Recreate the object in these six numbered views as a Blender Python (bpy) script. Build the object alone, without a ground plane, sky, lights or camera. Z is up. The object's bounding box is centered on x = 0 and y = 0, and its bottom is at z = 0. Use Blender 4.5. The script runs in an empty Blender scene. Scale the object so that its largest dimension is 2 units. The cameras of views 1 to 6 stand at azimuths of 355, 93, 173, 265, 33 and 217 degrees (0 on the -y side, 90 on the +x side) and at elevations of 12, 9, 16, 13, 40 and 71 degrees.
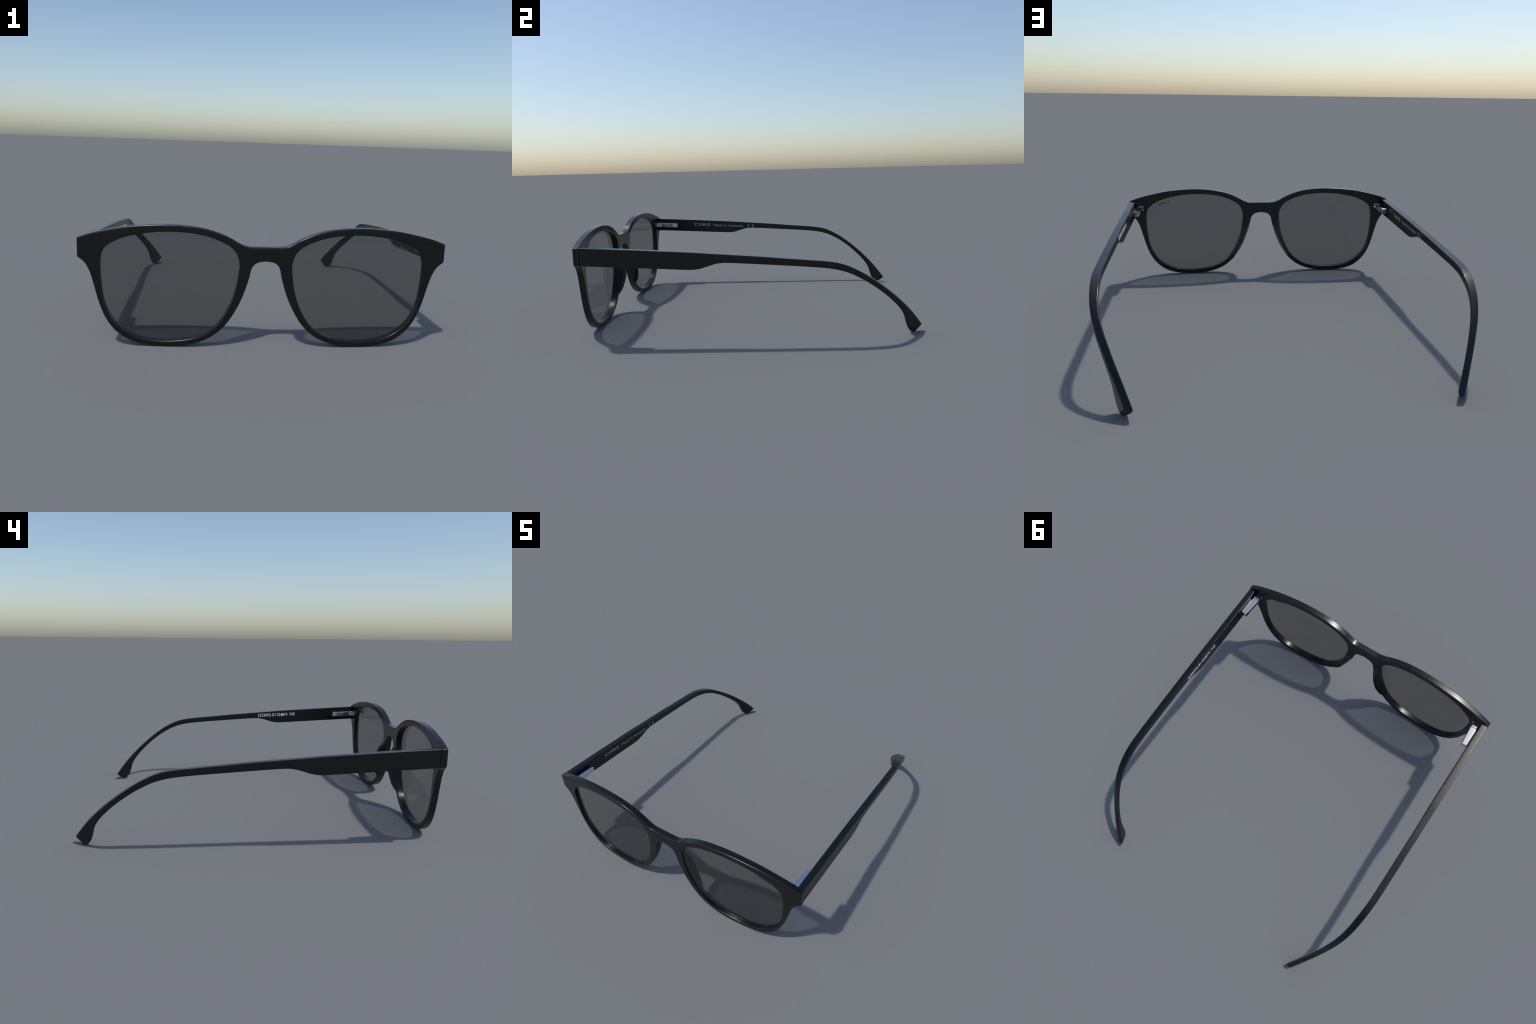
"""Black acetate sunglasses with grey lenses, lying open on their rim and temple tips."""
import bpy, bmesh, math
import numpy as np
from mathutils import Vector

# ----------------------------------------------------------------- materials
def new_mat(name):
    m = bpy.data.materials.new(name)
    m.use_nodes = True
    nt = m.node_tree
    return m, nt, nt.nodes["Principled BSDF"]

def plastic(name, base, rough, ior=1.5):
    """Satin black acetate: a hair of mottling in tone and gloss."""
    m, nt, b = new_mat(name)
    tc = nt.nodes.new("ShaderNodeTexCoord")
    n = nt.nodes.new("ShaderNodeTexNoise")
    n.inputs["Scale"].default_value = 35
    n.inputs["Detail"].default_value = 4
    nt.links.new(tc.outputs["Object"], n.inputs["Vector"])
    cr = nt.nodes.new("ShaderNodeValToRGB")
    cr.color_ramp.elements[0].position = .3
    cr.color_ramp.elements[1].position = .7
    cr.color_ramp.elements[0].color = (*[c * .93 for c in base], 1)
    cr.color_ramp.elements[1].color = (*[c * 1.07 for c in base], 1)
    nt.links.new(n.outputs["Fac"], cr.inputs["Fac"])
    nt.links.new(cr.outputs["Color"], b.inputs["Base Color"])
    mr = nt.nodes.new("ShaderNodeMapRange")
    mr.inputs["To Min"].default_value = rough - .015
    mr.inputs["To Max"].default_value = rough + .015
    nt.links.new(n.outputs["Fac"], mr.inputs["Value"])
    nt.links.new(mr.outputs["Result"], b.inputs["Roughness"])
    b.inputs["IOR"].default_value = ior
    return m

def flat_mat(name, col, rough=.5, metallic=0.):
    m, nt, b = new_mat(name)
    tc = nt.nodes.new("ShaderNodeTexCoord")
    n = nt.nodes.new("ShaderNodeTexNoise")
    n.inputs["Scale"].default_value = 60
    nt.links.new(tc.outputs["Object"], n.inputs["Vector"])
    mix = nt.nodes.new("ShaderNodeMix")
    mix.data_type = 'RGBA'
    mix.inputs["A"].default_value = (*[c * .97 for c in col], 1)
    mix.inputs["B"].default_value = (*[min(1, c * 1.03) for c in col], 1)
    nt.links.new(n.outputs["Fac"], mix.inputs["Factor"])
    nt.links.new(mix.outputs["Result"], b.inputs["Base Color"])
    b.inputs["Roughness"].default_value = rough
    b.inputs["Metallic"].default_value = metallic
    return m

ACETATE = plastic("black_acetate", (.0022, .0022, .0023), .25)
STEEL = flat_mat("hinge_steel", (.74, .745, .76), .09, 1.)
DULL_STEEL = flat_mat("dull_steel", (.20, .195, .19), .38, 1.)  # steel darkened and roughened to dim the sun's reflection on the hinge foot
PRINT_WARM = flat_mat("warm_white_print", (.72, .62, .60), .6)
PRINT_GREY = flat_mat("grey_white_print", (.40, .39, .385), .6)
PRINT_LENS = flat_mat("lens_print", (.055, .058, .061), .6)

def lens_skin(name, opacity):
    """Grey tint: part of the light passes straight through, the skin mirrors a little."""
    m, nt, b = new_mat(name)
    b.inputs["Base Color"].default_value = (.012, .0125, .0135, 1)
    b.inputs["Roughness"].default_value = .03
    b.inputs["IOR"].default_value = 1.45
    tr = nt.nodes.new("ShaderNodeBsdfTransparent")
    tr.inputs["Color"].default_value = (1, 1, .985, 1)
    mix = nt.nodes.new("ShaderNodeMixShader")
    mix.inputs["Fac"].default_value = opacity
    nt.links.new(tr.outputs[0], mix.inputs[1])
    nt.links.new(b.outputs[0], mix.inputs[2])
    nt.links.new(mix.outputs[0], nt.nodes["Material Output"].inputs["Surface"])
    return m
LENS = lens_skin("smoked_lens", .685)          # the tinted front skin
LENS_CLEAR = lens_skin("clear_lens_back", .0)  # clear, anti-reflective back skin

# ----------------------------------------------------------------- helpers
def catmull(pts, n_per=8, closed=False):
    """Centripetal Catmull-Rom through control points."""
    P = [np.array(p, float) for p in pts]
    N = len(P)
    out = []
    segs = N if closed else N - 1
    for i in range(segs):
        p1, p2 = P[i], P[(i + 1) % N]
        p0 = P[i - 1] if (closed or i > 0) else 2 * p1 - p2
        p3 = P[(i + 2) % N] if (closed or i + 2 < N) else 2 * p2 - p1
        d = lambda a, b: max(np.linalg.norm(b - a) ** .5, 1e-6)
        t0 = 0; t1 = t0 + d(p0, p1); t2 = t1 + d(p1, p2); t3 = t2 + d(p2, p3)
        for k in range(n_per):
            t = t1 + (t2 - t1) * k / n_per
            A1 = (t1 - t) / (t1 - t0) * p0 + (t - t0) / (t1 - t0) * p1
            A2 = (t2 - t) / (t2 - t1) * p1 + (t - t1) / (t2 - t1) * p2
            A3 = (t3 - t) / (t3 - t2) * p2 + (t - t2) / (t3 - t2) * p3
            B1 = (t2 - t) / (t2 - t0) * A1 + (t - t0) / (t2 - t0) * A2
            B2 = (t3 - t) / (t3 - t1) * A2 + (t - t1) / (t3 - t1) * A3
            out.append((t2 - t) / (t2 - t1) * B1 + (t - t1) / (t2 - t1) * B2)
    if not closed:
        out.append(P[-1])
    return np.array(out)

def arclen(p):
    return np.concatenate([[0], np.cumsum(np.linalg.norm(np.diff(p, axis=0), axis=1))])

def sample(p, s):
    L = arclen(p)
    return np.stack([np.interp(s, L, p[:, k]) for k in range(p.shape[1])], 1)

def nearest_s(p, q):
    L = arclen(p)
    best = (1e9, 0)
    for i in range(len(p) - 1):
        a, b = p[i], p[i + 1]
        d = b - a
        dd = d @ d
        t = 0 if dd < 1e-14 else min(1, max(0, ((q - a) @ d) / dd))
        r = np.linalg.norm(a + t * d - q)
        if r < best[0]:
            best = (r, L[i] + t * math.sqrt(dd))
    return best[1]

def make_obj(name, verts, faces, mat, parent=None, smooth_angle=40, merge=1e-6, flat=False):
    me = bpy.data.meshes.new(name)
    bm = bmesh.new()
    vs = [bm.verts.new(v) for v in verts]
    for f in faces:
        q = [vs[i] for i in f]
        if len(set(q)) >= 3:
            try:
                bm.faces.new(q)
            except ValueError:
                pass
    bmesh.ops.remove_doubles(bm, verts=bm.verts, dist=merge)
    bmesh.ops.dissolve_degenerate(bm, edges=bm.edges, dist=1e-7)
    bmesh.ops.recalc_face_normals(bm, faces=bm.faces)
    for f in bm.faces:
        f.smooth = True
    bm.to_mesh(me)
    bm.free()
    me.set_sharp_from_angle(angle=math.radians(smooth_angle))
    me.materials.append(mat)
    ob = bpy.data.objects.new(name, me)
    bpy.context.scene.collection.objects.link(ob)
    if flat:                                   # broad faces keep their own normal, edges turn in the bevel only
        wn = ob.modifiers.new("weighted_normal", 'WEIGHTED_NORMAL')
        wn.mode = 'FACE_AREA'
        wn.weight = 80
        wn.keep_sharp = True
    if parent:
        ob.parent = parent
    return ob

def mirror_x(verts):
    return [(-v[0], v[1], v[2]) for v in verts]

# ----------------------------------------------------------------- the thing
root = bpy.data.objects.new("sunglasses", None)
bpy.context.scene.collection.objects.link(root)
root["label"] = "black plastic sunglasses with grey lenses, temples open"
root["category"] = "sunglasses"

# ----------------------------------------------------------------- front frame
front_y = lambda x: -1.0 + .0512 * x * x          # curved front surface
back_y = lambda x: -.958 + .0440 * x * x          # flatter back surface

TOP = [(0, .5230), (.050, .5232), (.076, .5240), (.098, .5272), (.116, .5332), (.140, .5450), (.175, .5655), (.24, .593), (.314, .613),
       (.407, .6245), (.495, .6275), (.593, .6225), (.69, .612), (.80, .590), (.872, .571), (.9325, .5487)]
END = [(.9340, .5472), (.9345, .500), (.9340, .4535), (.9325, .4512)]
LOW = [(.9325, .4512), (.902, .427), (.877, .384), (.8565, .315), (.834, .2275), (.812, .166), (.785, .116),
       (.7465, .071), (.698, .035), (.639, .0125), (.56, .002), (.495, .0005), (.42, .003), (.36, .0135),
       (.31, .031), (.258, .060), (.208, .104), (.170, .155), (.132, .224), (.102, .300), (.0815, .370),
       (.0735, .408), (.060, .4315), (.038, .4455), (0, .4515)]
HOLE = [(.1325, .422), (.1375, .46), (.1515, .4925), (.1765, .5195), (.2165, .543), (.274, .5655), (.34, .581),
        (.42, .5895), (.487, .5905), (.546, .587), (.62, .577), (.69, .561), (.745, .539), (.79, .511),
        (.8125, .484), (.8215, .450), (.8245, .40), (.8225, .34), (.8145, .257), (.799, .20), (.775, .151),
        (.742, .110), (.695, .0725), (.63, .0435), (.56, .0305), (.487, .0285), (.42, .0335), (.354, .0465),
        (.29, .075), (.241, .1145), (.2055, .165), (.1725, .231), (.148, .309), (.1375, .372)]

TOP = [(x, z - .0014 * min(1, x / .2) * min(1, (.93 - x) / .1)) for x, z in TOP]
LOW = [(x, z + .0010 * max(0, 1 - z / .3)) for x, z in LOW]
outer = np.concatenate([catmull(TOP, 6), catmull(END, 3), catmull(LOW, 6)])
keep = [0]
for i in range(1, len(outer)):
    if np.linalg.norm(outer[i] - outer[keep[-1]]) > 1e-4:
        keep.append(i)
outer = outer[keep]
n_contour = len(outer)
bridge_cut = [(0, z) for z in np.linspace(.4515, .5230, 8)[1:-1]]
outer = np.concatenate([outer, np.array(bridge_cut)])          # clockwise loop in x-z
hole_loop = catmull(HOLE, 8, closed=True)
hole_poly = np.concatenate([hole_loop, hole_loop[:1]])

# which hole point faces which outline point
PAIRS = [((0, .5230), (.1375, .46)), ((.134, .543), (.160, .505)), ((.24, .593), (.255, .560)),
         ((.495, .6275), (.487, .5905)), ((.80, .590), (.72, .550)), ((.932, .5495), (.79, .511)),
         ((.9345, .500), (.817, .47)), ((.932, .4500), (.8235, .43)), ((.877, .384), (.8235, .36)),
         ((.834, .2275), (.805, .215)), ((.785, .116), (.758, .128)), ((.698, .035), (.68, .0645)),
         ((.495, .0005), (.487, .0285)), ((.31, .031), (.325, .057)), ((.208, .104), (.235, .121)),
         ((.132, .224), (.1725, .231)), ((.0815, .370), (.1375, .372)), ((.060, .4315), (.133, .405)),
         ((0, .4515), (.1325, .425))]
hl = arclen(hole_poly)[-1]
oc = outer[:n_contour]
s_out = [nearest_s(oc, np.array(a)) for a, b in PAIRS]
s_out[0] = 0.
s_out[-1] = arclen(oc)[-1]
s_in = []
for a, b in PAIRS:
    s = nearest_s(hole_poly, np.array(b))
    if s_in:
        while s < s_in[-1]:
            s += hl
    s_in.append(s)
inner_s = list(np.interp(arclen(oc), s_out, s_in))
end_s = s_in[0] + hl
nb = len(bridge_cut)
inner_s += [s_in[-1] + (end_s - s_in[-1]) * (k + 1) / (nb + 1) for k in range(nb)]
inner = sample(hole_poly, np.array(inner_s) % hl)

def loop_normals(p, closed=True):
    """Unit normals pointing left of a clockwise loop = away from its inside, with mitre length."""
    out = []
    n = len(p)
    for i in range(n):
        a, b, c = p[i - 1], p[i], p[(i + 1) % n]
        d1 = (b - a) / max(np.linalg.norm(b - a), 1e-9)
        d2 = (c - b) / max(np.linalg.norm(c - b), 1e-9)
        n1 = np.array([-d1[1], d1[0]]); n2 = np.array([-d2[1], d2[0]])
        m = n1 + n2
        m /= max(np.linalg.norm(m), 1e-9)
        out.append(m / max(m @ n1, .6))
    return np.array(out)

n_out = loop_normals(outer)
n_out[0] = (0, 1)
n_out[n_contour - 1] = (0, -1)
n_out[n_contour:] = 0
n_in = -loop_normals(inner)

def bevel_section(o, no, i, ni, r_of, r_if, r_ib, r_ob, seg=4, face=5):
    """Closed ring of (x, z, mode, depth) around one rim cross-section; depth is from front (0) or back (1)."""
    ring = []
    a, b = o - r_of * no, i - r_if * ni
    for k in range(face):
        ring.append((*(a + (b - a) * k / face), 'f', 0.))
    for k in range(seg + 1):
        t = k / seg * math.pi / 2
        ring.append((*(i - r_if * ni + r_if * math.sin(t) * ni), 'f', r_if * (1 - math.cos(t))))
    for k in range(seg + 1):
        t = (1 - k / seg) * math.pi / 2
        ring.append((*(i - r_ib * ni + r_ib * math.sin(t) * ni), 'b', -r_ib * (1 - math.cos(t))))
    a, b = i - r_ib * ni, o - r_ob * no
    for k in range(1, face):
        ring.append((*(a + (b - a) * k / face), 'b', 0.))
    for k in range(seg + 1):
        t = k / seg * math.pi / 2
        ring.append((*(o - r_ob * no + r_ob * math.sin(t) * no), 'b', -r_ob * (1 - math.cos(t))))
    for k in range(seg):
        t = (1 - k / seg) * math.pi / 2
        ring.append((*(o - r_of * no + r_of * math.sin(t) * no), 'f', r_of * (1 - math.cos(t))))
    return ring

verts, faces = [], []
M = len(outer)
for o, no, i, ni in zip(outer, n_out, inner, n_in):
    ring = bevel_section(o, no, i, ni, .0060, .0050, .0032, .0028)
    K = len(ring)
    for x, z, mode, d in ring:
        verts.append((x, (front_y(x) if mode == 'f' else back_y(x)) + d, z))
for c in range(M):
    for k in range(K):
        q = [c * K + k, c * K + (k + 1) % K, ((c + 1) % M) * K + (k + 1) % K, ((c + 1) % M) * K + k]
        if all(abs(verts[j][0]) < 1e-6 for j in q):
            continue
        faces.append(q)
nv = len(verts)
verts += mirror_x(verts)
faces += [[j + nv for j in reversed(f)] for f in faces]
frame = make_obj("front_frame", verts, faces, ACETATE, root, 50, 2e-5, flat=True)

# ----------------------------------------------------------------- lenses
lens_y = lambda x: -.9905 + .057 * (x - .14) + .010 * ((x - .48) ** 2 - .1156)   # nearly flat, wrapped a little

def build_lens(sign):
    grown = hole_loop + .004 * -loop_normals(hole_loop) * -1
    c = grown.mean(0)
    rings = [1, .97, .85, .7, .5, .3, .12]
    V, F = [], []
    n = len(grown)
    off_front, off_back = .0, .0060
    surf = lambda x, o: lens_y(x) + o
    for side, o in ((0, off_front), (1, off_back)):
        for s in rings:
            for p in grown:
                x, z = c + (p - c) * s
                V.append((x, surf(x, o), z))
        V.append((c[0], surf(c[0], o), c[1]))
    R = len(rings)
    block = R * n + 1
    for side in (0, 1):
        b = side * block
        for r in range(R - 1):
            for k in range(n):
                F.append([b + r * n + k, b + r * n + (k + 1) % n, b + (r + 1) * n + (k + 1) % n, b + (r + 1) * n + k])
        for k in range(n):
            F.append([b + (R - 1) * n + k, b + (R - 1) * n + (k + 1) % n, b + R * n])
    for k in range(n):
        F.append([k, (k + 1) % n, block + (k + 1) % n, block + k])
    if sign < 0:
        V = mirror_x(V)
    ob = make_obj("lens", V, F, LENS, root, 40)
    ob.data.materials.append(LENS_CLEAR)
    for p in ob.data.polygons:
        if p.normal.y > -.5:
            p.material_index = 1
    return ob

lens_pos = build_lens(1)
lens_neg = build_lens(-1)

# ----------------------------------------------------------------- nose pads
NOSE = [(.430, .0615), (.408, .0735), (.370, .0815), (.300, .102), (.224, .132), (.155, .170), (.104, .208), (.08, .232)]
RIM = [(.430, .1328), (.408, .1335), (.372, .1375), (.309, .148), (.231, .1725), (.165, .2055), (.1145, .241), (.08, .283)]
DEPTH = [(.418, -.004), (.405, .003), (.392, .010), (.375, .022), (.352, .038), (.325, .0445), (.280, .0470),
         (.240, .0460), (.200, .039), (.165, .030), (.145, .021), (.130, .010), (.121, -.002)]
lin = lambda tab, z: float(np.interp(z, [t[0] for t in reversed(tab)], [t[1] for t in reversed(tab)]))

def build_pad(sign):
    prof = catmull(DEPTH, 4)
    V, F = [], []
    for z, h in prof:
        xo, xi = lin(NOSE, z), lin(RIM, z)
        w = xi - xo
        yb = back_y(.5 * (xo + xi))
        u = min(1., max(0, (.42 - z) / .10))
        xr = xo + w * (.32 + .18 * u)                       # ridge drifts to the lens side lower down
        ctrl = [(xo + .0012, yb - .012), (xo + .0016, yb - .001), (xo + .0022 + .10 * w, yb + .36 * h),
                (xo + (xr - xo) * .72, yb + .84 * h), (xr + .02 * w, yb + h), (xr + .22 * w, yb + .93 * h),
                (xi - .12 * w, yb + .50 * h), (xi - .0040, yb + .08 * h), (xi - .0030, yb - .003), (xi - .0035, yb - .012)]
        sec = catmull(ctrl, 3)
        for x, y in sec:
            V.append((x, y, z))
    n = len(sec)
    m = len(prof)
    for a in range(m - 1):
        for k in range(n):
            F.append([a * n + k, a * n + (k + 1) % n, (a + 1) * n + (k + 1) % n, (a + 1) * n + k])
    F.append(list(range(n)))
    F.append(list(range((m - 1) * n, m * n)))
    if sign < 0:
        V = mirror_x(V)
    return make_obj("nose_pad", V, F, ACETATE, root, 50)
build_pad(1)
build_pad(-1)

# ----------------------------------------------------------------- temples
UPPER = [(-.9185, .5445), (-.70, .5338), (-.46, .5200), (-.30, .5105), (-.20, .5025), (-.09, .4945), (.08, .4815), (.20, .4705),
         (.36, .4570), (.455, .4470), (.516, .4345), (.5695, .4145), (.6425, .3755), (.7278, .3160),
         (.819, .2400), (.905, .1550), (.948, .1035), (.982, .0595), (1.0040, .0325)]
LOWER = [(-.9185, .4485), (-.68, .4370), (-.465, .4262), (-.335, .4195), (-.296, .4188), (-.257, .4235),
         (-.210, .4370), (-.167, .4495), (-.135, .4540), (-.105, .4545), (.08, .4437), (.20, .4357), (.36, .4240),
         (.455, .4135), (.5165, .4000), (.570, .3805), (.6435, .3405), (.700, .3020), (.755, .2575),
         (.812, .2040), (.854, .1565), (.882, .1110), (.8965, .0640), (.9095, .0290), (.931, .0040), (.957, -.0040)]
MATCH = [((-.9185, .5445), (-.9185, .4485)), ((-.335, .5125), (-.335, .4195)), ((-.105, .4955), (-.105, .4545)),
         ((.36, .4570), (.36, .4240)), ((.455, .4470), (.450, .4140)), ((.5695, .4145), (.553, .387)),
         ((.6425, .3755), (.622, .353)), ((.7278, .3160), (.705, .298)), ((.819, .2390), (.790, .223)),
         ((.905, .1550), (.860, .148)), ((.948, .1035), (.892, .085)), ((.980, .063), (.9095, .0290)),
         ((1.0040, .0325), (.957, -.0040))]
BEND_Y = [-1, .30, .40, .45, .50, .57, .642, .727, .815, .91, 1.0, 1.01]
BEND_X = [.931, .931, .930, .928, .9235, .9165, .9050, .8785, .8340, .7765, .7170, .7105]
_bend = catmull(list(zip(BEND_Y, BEND_X)), 8)
_by = np.linspace(-1, 1.01, 800)
_bx = np.interp(_by, _bend[:, 0], _bend[:, 1])
_ker = np.exp(-.5 * (np.arange(-40, 41) * (_by[1] - _by[0]) / .028) ** 2)
_slope = np.convolve(np.pad(np.gradient(_bx, _by), 40, mode='edge'), _ker / _ker.sum(), 'valid')   # one smooth sweep
_bx = _bx[0] + np.concatenate([[0], np.cumsum((_slope[1:] + _slope[:-1]) / 2 * np.diff(_by))])
outer_x = lambda y: float(np.interp(y, _by, _bx))
THICK = .0405

up, lo = catmull(UPPER, 8), catmull(LOWER, 8)
up[:, 1] += np.interp(up[:, 0], [.5, .7], [.0026, .0012])
lo[:, 1] -= np.interp(lo[:, 0], [.5, .8], [.0016, 0])
su = [nearest_s(up, np.array(a)) for a, b in MATCH]
sl = [nearest_s(lo, np.array(b)) for a, b in MATCH]
st = np.unique(np.concatenate([np.linspace(su[i], su[i + 1], c + 1) for i, c in
                               enumerate([14, 24, 14, 5, 8, 7, 8, 9, 9, 7, 7, 6])]
                              + [su[-1] - np.array([.014, .010, .007, .0045, .0026, .0012, .0004])]))
up_pts = sample(up, st)
lo_pts = sample(lo, np.interp(st, su, sl))
TWIST = .15            # how far the lower edge follows the inward sweep of the upper one

def round_off(rem, radius, amount):
    """Quarter-circle easing towards the tip."""
    if rem >= radius:
        return 0.
    q = 1 - rem / radius
    return amount * (1 - math.sqrt(max(0, 1 - q * q)))

def build_temple(sign):
    V, F = [], []
    seg = 3
    m = len(st)
    stations = [(0, .0022)] + [(i, 0) for i in range(m)]
    for si, (i, shrink) in enumerate(stations):
        T, B = up_pts[i], lo_pts[i]
        c, half = (T + B) / 2, (T - B) / 2
        h = np.linalg.norm(half)
        e = half / h
        tau = np.array([e[1], -e[0]])                             # along the temple, towards the tip
        if si == 0:
            c = c - tau * .0012
        rem = st[-1] - st[i]
        f_end = max(0, (c[0] - .55) / .45)
        t = THICK - .0065 * min(1, f_end * 1.6)
        hw = t / 2 - shrink * .8 - round_off(rem, .016, .0105)
        h -= shrink + round_off(rem, .0110, .0090)
        r_o, r_i = .0032 + .003 * f_end, .0035 + .0045 * min(1, f_end * 4)   # softer edges on the ear piece
        pts = []
        for cx, cz, r, a0 in ((1, 1, r_o, 0), (-1, 1, r_i, 90), (-1, -1, r_i, 180), (1, -1, r_o, 270)):
            r = min(r, h * .6, hw * .6)
            for k in range(seg + 1):
                a = math.radians(a0 + 90 * k / seg)
                pts.append((cx * (hw - r) + r * math.cos(a), cz * (h - r) + r * math.sin(a)))
        y0, y1 = max(-1, T[0] - .01), min(1.01, T[0] + .01)
        slope = (outer_x(y1) - outer_x(y0)) / (y1 - y0) * abs(tau[0])   # sideways sweep per length
        sb = -slope / math.sqrt(1 + slope * slope)
        cb = math.sqrt(1 - sb * sb)
        for u, w in pts:
            y, z = c + e * w
            x = outer_x(y + TWIST * (T[0] - y))
            inset = u - t / 2
            yy, zz = np.array([y, z]) + tau * sb * inset
            if si <= 1:                                           # front end is mitred against the frame
                yy += .0035 * (-inset / t)
            V.append((x + cb * inset, yy, zz))
    n = len(pts)
    M = len(stations)
    for a in range(M - 1):
        for k in range(n):
            F.append([a * n + k, a * n + (k + 1) % n, (a + 1) * n + (k + 1) % n, (a + 1) * n + k])
    F.append(list(range(n)))
    F.append(list(range((M - 1) * n, M * n)))
    if sign < 0:
        V = mirror_x(V)
    return make_obj("temple", V, F, ACETATE, root, 50, flat=True)

temple_pos = build_temple(1)
temple_neg = build_temple(-1)

# ----------------------------------------------------------------- hinges
def prism(corners_a, corners_b, bevel=.0018):
    """Box lofted between two quads, edges chamfered."""
    bm = bmesh.new()
    va = [bm.verts.new(p) for p in corners_a]
    vb = [bm.verts.new(p) for p in corners_b]
    bm.faces.new(va)
    bm.faces.new(vb)
    for k in range(4):
        bm.faces.new([va[k], va[(k + 1) % 4], vb[(k + 1) % 4], vb[k]])
    bmesh.ops.recalc_face_normals(bm, faces=bm.faces)
    if bevel:
        bmesh.ops.bevel(bm, geom=list(bm.edges), offset=bevel, segments=2, affect='EDGES', profile=.6)
    return bm

def quad_y(y, x0, x1, z0, z1):
    return [(x0, y, z0), (x1, y, z0), (x1, y, z1), (x0, y, z1)]

def join_bms(name, bms, mat, parent, sign, angle=30):
    V, F = [], []
    for bm in bms:
        b = len(V)
        bm.verts.index_update()
        V += [tuple(v.co) for v in bm.verts]
        F += [[b + v.index for v in f.verts] for f in bm.faces]
        bm.free()
    if sign < 0:
        V = mirror_x(V)
    return make_obj(name, V, F, mat, parent, 60, 1e-7, flat=True)

def build_hinge(sign, temple):
    z_lo = lambda y: .4735 + .0075 * (-.75 - y) / .18
    z_hi = lambda y: .5058 + .0092 * (-.75 - y) / .18
    # spring housing on the temple
    yA, yB = -.884, -.750
    housing = prism(quad_y(yA, .8430, .8815, z_lo(yA), z_hi(yA)), quad_y(yB, .8525, .8825, z_lo(yB), z_hi(yB)), .0022)
    foot = prism(quad_y(-.870, .8860, .8950, z_lo(yA) + .004, z_hi(yA) - .008),
                 quad_y(-.757, .8860, .8950, z_lo(yB) + .004, z_hi(yB) - .008), .0012)
    stem = prism(quad_y(-.872, .878, .888, z_lo(yA) + .008, z_hi(yA) - .008),
                 quad_y(-.770, .878, .888, z_lo(yB) + .008, z_hi(yB) - .008), 0)
    for v in housing.verts:                              # top tilted so it mirrors blue sky instead of white sun glare
        if v.co.z > .49 and v.co.x > .865:
            v.co.z += .0012
    join_bms("hinge_housing", [housing], STEEL, temple, sign)
    join_bms("hinge_foot", [foot, stem], DULL_STEEL, temple, sign)
    # knuckles on the frame, a slot between two leaves
    zc0, zc1 = z_lo(-.91), z_hi(-.91)
    k1 = prism(quad_y(-.940, .8450, .8800, zc0, zc0 + .0115), quad_y(-.888, .8440, .8795, zc0, zc0 + .0115), .0012)
    k2 = prism(quad_y(-.940, .8450, .8800, zc1 - .0115, zc1), quad_y(-.888, .8440, .8795, zc1 - .0115, zc1), .0012)
    core = prism(quad_y(-.940, .850, .877, zc0 + .008, zc1 - .008), quad_y(-.878, .850, .877, zc0 + .008, zc1 - .008), .001)
    yb = back_y(.86)
    plate = prism(quad_y(yb - .006, .8410, .8830, zc0 - .001, zc1 + .0025), quad_y(yb + .0012, .8410, .8830, zc0 - .001, zc1 + .0025), .0006)
    join_bms("hinge_knuckle", [k1, k2, core, plate], STEEL, frame, sign)
    # screw head standing on the knuckle
    bm = bmesh.new()
    bmesh.ops.create_cone(bm, cap_ends=True, segments=20, radius1=.0085, radius2=.0075, depth=.003)
    bmesh.ops.translate(bm, verts=bm.verts, vec=(.862, -.907, zc1 + .0008))
    join_bms("hinge_screw", [bm], STEEL, frame, sign)
    # black lug of the frame that carries the knuckles
    lug = prism(quad_y(yb - .010, .841, .884, zc1 + .001, zc1 + .016), quad_y(yb + .008, .843, .882, zc1 + .001, zc1 + .008), .002)
    join_bms("hinge_lug", [lug], ACETATE, frame, sign)

build_hinge(1, temple_pos)
build_hinge(-1, temple_neg)

# ----------------------------------------------------------------- lettering
def text_polys(body, height, width, thicken=0.0):
    """Outline of a word in the built-in font, scaled to a cap height and a total width: (verts2d, faces)."""
    cu = bpy.data.curves.new("word", 'FONT')
    cu.body = body
    cu.size = 1
    cu.offset = thicken
    cu.resolution_u = 4
    ob = bpy.data.objects.new("word", cu)
    bpy.context.scene.collection.objects.link(ob)
    bpy.context.view_layer.update()
    dg = bpy.context.evaluated_depsgraph_get()
    me = bpy.data.meshes.new_from_object(ob.evaluated_get(dg))
    v = np.array([p.co[:2] for p in me.vertices])
    f = [list(p.vertices) for p in me.polygons]
    bpy.data.objects.remove(ob)
    bpy.data.curves.remove(cu)
    bpy.data.meshes.remove(me)
    lo_, hi_ = v.min(0), v.max(0)
    v = (v - [lo_[0], 0]) * [width / (hi_[0] - lo_[0]), height / (hi_[1] - max(lo_[1], -.02))]
    return v, f

def stroke(path, w, closed=False):
    """Ribbon of width w along a 2D path."""
    p = np.array(path, float)
    V, F = [], []
    for i in range(len(p)):
        a, b = p[max(i - 1, 0)], p[min(i + 1, len(p) - 1)]
        d = (b - a) / max(np.linalg.norm(b - a), 1e-9)
        n = np.array([-d[1], d[0]]) * w / 2
        V += [p[i] + n, p[i] - n]
    F = [[2 * i, 2 * i + 1, 2 * i + 3, 2 * i + 2] for i in range(len(p) - 1)]
    return np.array(V), F

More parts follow.
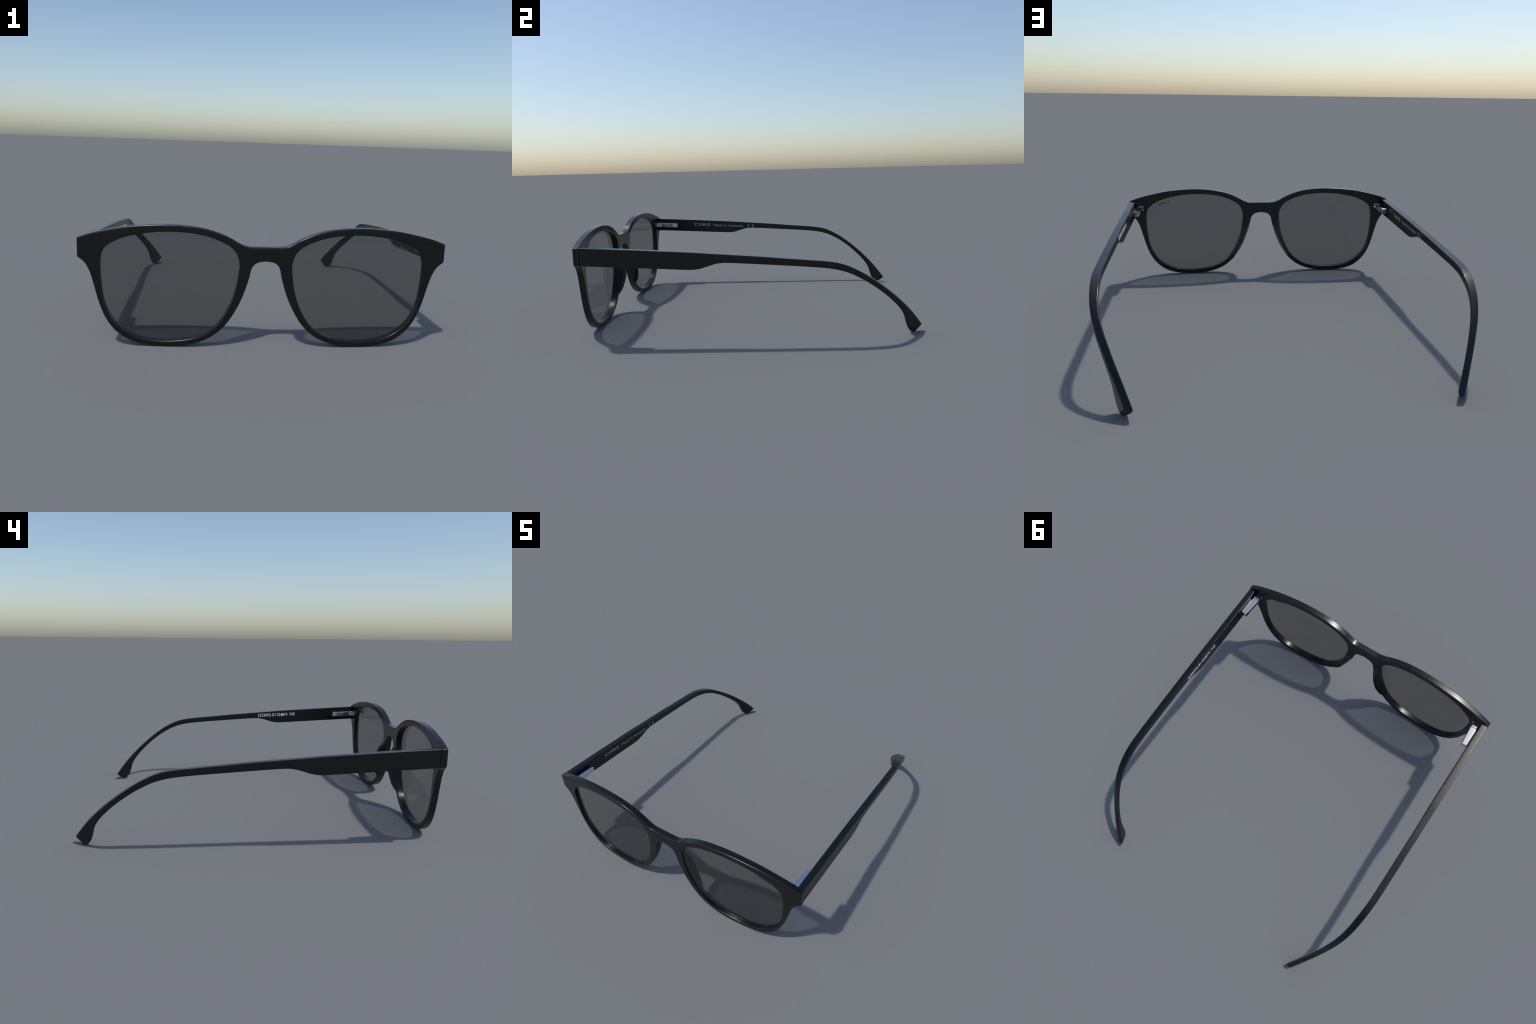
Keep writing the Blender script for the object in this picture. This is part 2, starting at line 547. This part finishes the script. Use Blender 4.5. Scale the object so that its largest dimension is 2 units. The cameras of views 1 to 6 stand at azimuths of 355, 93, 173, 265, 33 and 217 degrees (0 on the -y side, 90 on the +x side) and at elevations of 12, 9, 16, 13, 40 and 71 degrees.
def arc(cx, cy, rx, ry, a0, a1, n=18):
    return [(cx + rx * math.cos(math.radians(a0 + (a1 - a0) * k / n)),
             cy + ry * math.sin(math.radians(a0 + (a1 - a0) * k / n))) for k in range(n + 1)]

def wordmark(w, h):
    """Four wide capitals with uneven strokes: D, A without a bar, N, Z."""
    u = w / 4.35
    t, th = .16 * u, .085 * u
    parts = [stroke([(.11 * u, 0), (.11 * u, h)], .22 * u),
             stroke([(.15 * u, h - th / 2), (.62 * u, h - th / 2)] + arc(.72 * u, h / 2, .50 * u, h / 2 - th / 2, 85, -85, 16)
                    + [(.62 * u, th / 2), (.15 * u, th / 2)], th)]
    x = 1.42 * u
    parts += [stroke([(x, 0), (x + .44 * u, h)], .26 * u), stroke([(x + .40 * u, h), (x + .82 * u, 0)], .12 * u)]
    x = 2.50 * u
    parts += [stroke([(x, 0), (x, h)], .22 * u), stroke([(x, h), (x + .66 * u, 0)], .20 * u),
              stroke([(x + .68 * u, 0), (x + .68 * u, h)], .11 * u)]
    x = 3.50 * u
    parts += [stroke([(x, h - th / 2), (x + .82 * u, h - th / 2)], th), stroke([(x + .70 * u, h - th), (x + .10 * u, th)], .24 * u),
              stroke([(x, th / 2), (x + .82 * u, th / 2)], th)]
    return parts

def conformity_mark(w, h):
    t = .17 * h
    r = h / 2 - t / 2
    c1 = stroke(arc(.52 * h, h / 2, r, r, 65, 295), t)
    c2 = stroke(arc(w - .02 * h, h / 2, r, r, 65, 295), t)
    bar = stroke([(w - .02 * h - r, h / 2), (w - .12 * h, h / 2)], t * .9)
    return [c1, c2, bar]

def place(parts, origin, ex, ez, normal, depth=.0009):
    """Lay 2D outlines on a plane and give them a raised thickness."""
    V, F = [], []
    o, ex, ez, nn = (np.array(q, float) for q in (origin, ex, ez, normal))
    for li, (v, f) in enumerate(parts):
        lift = depth + 3e-5 * li
        b = len(V)
        n = len(v)
        for d in (lift, -.0015):
            V += [tuple(o + ex * p[0] + ez * p[1] + nn * d) for p in v]
        edges = {}
        for q in f:
            F.append([b + k for k in q])
            F.append([b + n + k for k in reversed(q)])
            for k in range(len(q)):
                e = (q[k], q[(k + 1) % len(q)])
                edges[tuple(sorted(e))] = edges.get(tuple(sorted(e)), []) + [e]
        for es in edges.values():
            if len(es) == 1:
                i, j = es[0]
                F.append([b + j, b + i, b + n + i, b + n + j])
    return V, F

def lettering(name, chunks, mat, parent):
    V, F = [], []
    for v, f in chunks:
        b = len(V)
        V += v
        F += [[b + k for k in q] for q in f]
    me = bpy.data.meshes.new(name)
    me.from_pydata(V, [], F)
    me.update()
    me.materials.append(mat)
    ob = bpy.data.objects.new(name, me)
    bpy.context.scene.collection.objects.link(ob)
    ob.parent = parent
    return ob

IN_X = .931 - THICK
def on_side(sign, parts, y, z, slope):
    """On the inner side of a temple; reading direction is +y on the -x temple and -y on the +x one."""
    dy = -sign
    ex = np.array([0, dy, slope * dy]); ex /= np.linalg.norm(ex)
    ez = np.array([0, -ex[2] * (1 if dy > 0 else -1), abs(ex[1])])
    if dy < 0:
        ez = np.array([0, ex[2], abs(ex[1])])
    return place(parts, (sign * IN_X, y, z), ex, ez, (-sign, 0, 0))

# -x temple, inside: word mark, origin, conformity mark
lettering("maker_lettering", [
    on_side(-1, wordmark(.137, .0230), -.605, .4825, -.050),
    on_side(-1, [text_polys("Made In Armenia", .0185, .259, .006)], -.441, .4748, -.050),
    on_side(-1, conformity_mark(.052, .0250), -.146, .4615, -.050)], PRINT_GREY, temple_neg)
# +x temple, inside: model code and sizes
CAP = .0232
def glyph(ch, width):
    if ch == "1":                                     # a bar with a flag
        return [stroke([(width * .72, 0), (width * .72, CAP)], .0042), stroke([(width * .78, CAP - .001), (0, CAP * .78)], .0034)]
    return [text_polys(ch, CAP, width, .008)]
# (character, start and end along the line, in steps of STEP metres)
CODE = [("D", 0, 108), ("Z", 115, 202), ("8", 210, 286), ("9", 294, 360), ("1", 366, 396), ("2", 412, 494),
        ("S", 532, 616), ("1", 630, 668), ("5", 725, 790), ("2", 800, 866), ("square", 885, 988), ("1", 1004, 1040),
        ("9", 1060, 1140), ("1", 1210, 1255), ("4", 1270, 1342), ("5", 1350, 1424)]
STEP, RISE = .0002126, .0405
chunks = []
for ch, a, b in CODE:
    w = (b - a) * STEP
    parts = ([(np.array([(0, 0), (w, 0), (w, .0205), (0, .0205)]), [[0, 1, 2, 3]])] if ch == "square" else glyph(ch, w))
    chunks.append(on_side(1, parts, -.137 - a * STEP, .4650 + a * STEP * RISE, -RISE))
lettering("size_lettering", chunks, PRINT_WARM, temple_pos)

# small word mark printed on the front of the +x lens, slanting with the rim
LX, LZ, LW, LH, TILT = .659, .526, .081, .0205, -14.5
ly = lens_y(LX + .04)
tl = math.radians(TILT)
slope_y = (lens_y(LX + .09) - lens_y(LX)) / .09
lettering("lens_lettering", [place(wordmark(LW, LH), (LX, ly - slope_y * .04, LZ), (math.cos(tl), math.cos(tl) * slope_y, math.sin(tl)),
                                   (-math.sin(tl), -math.sin(tl) * slope_y, math.cos(tl)), (0, -1, 0), .0008)], PRINT_LENS, lens_pos)
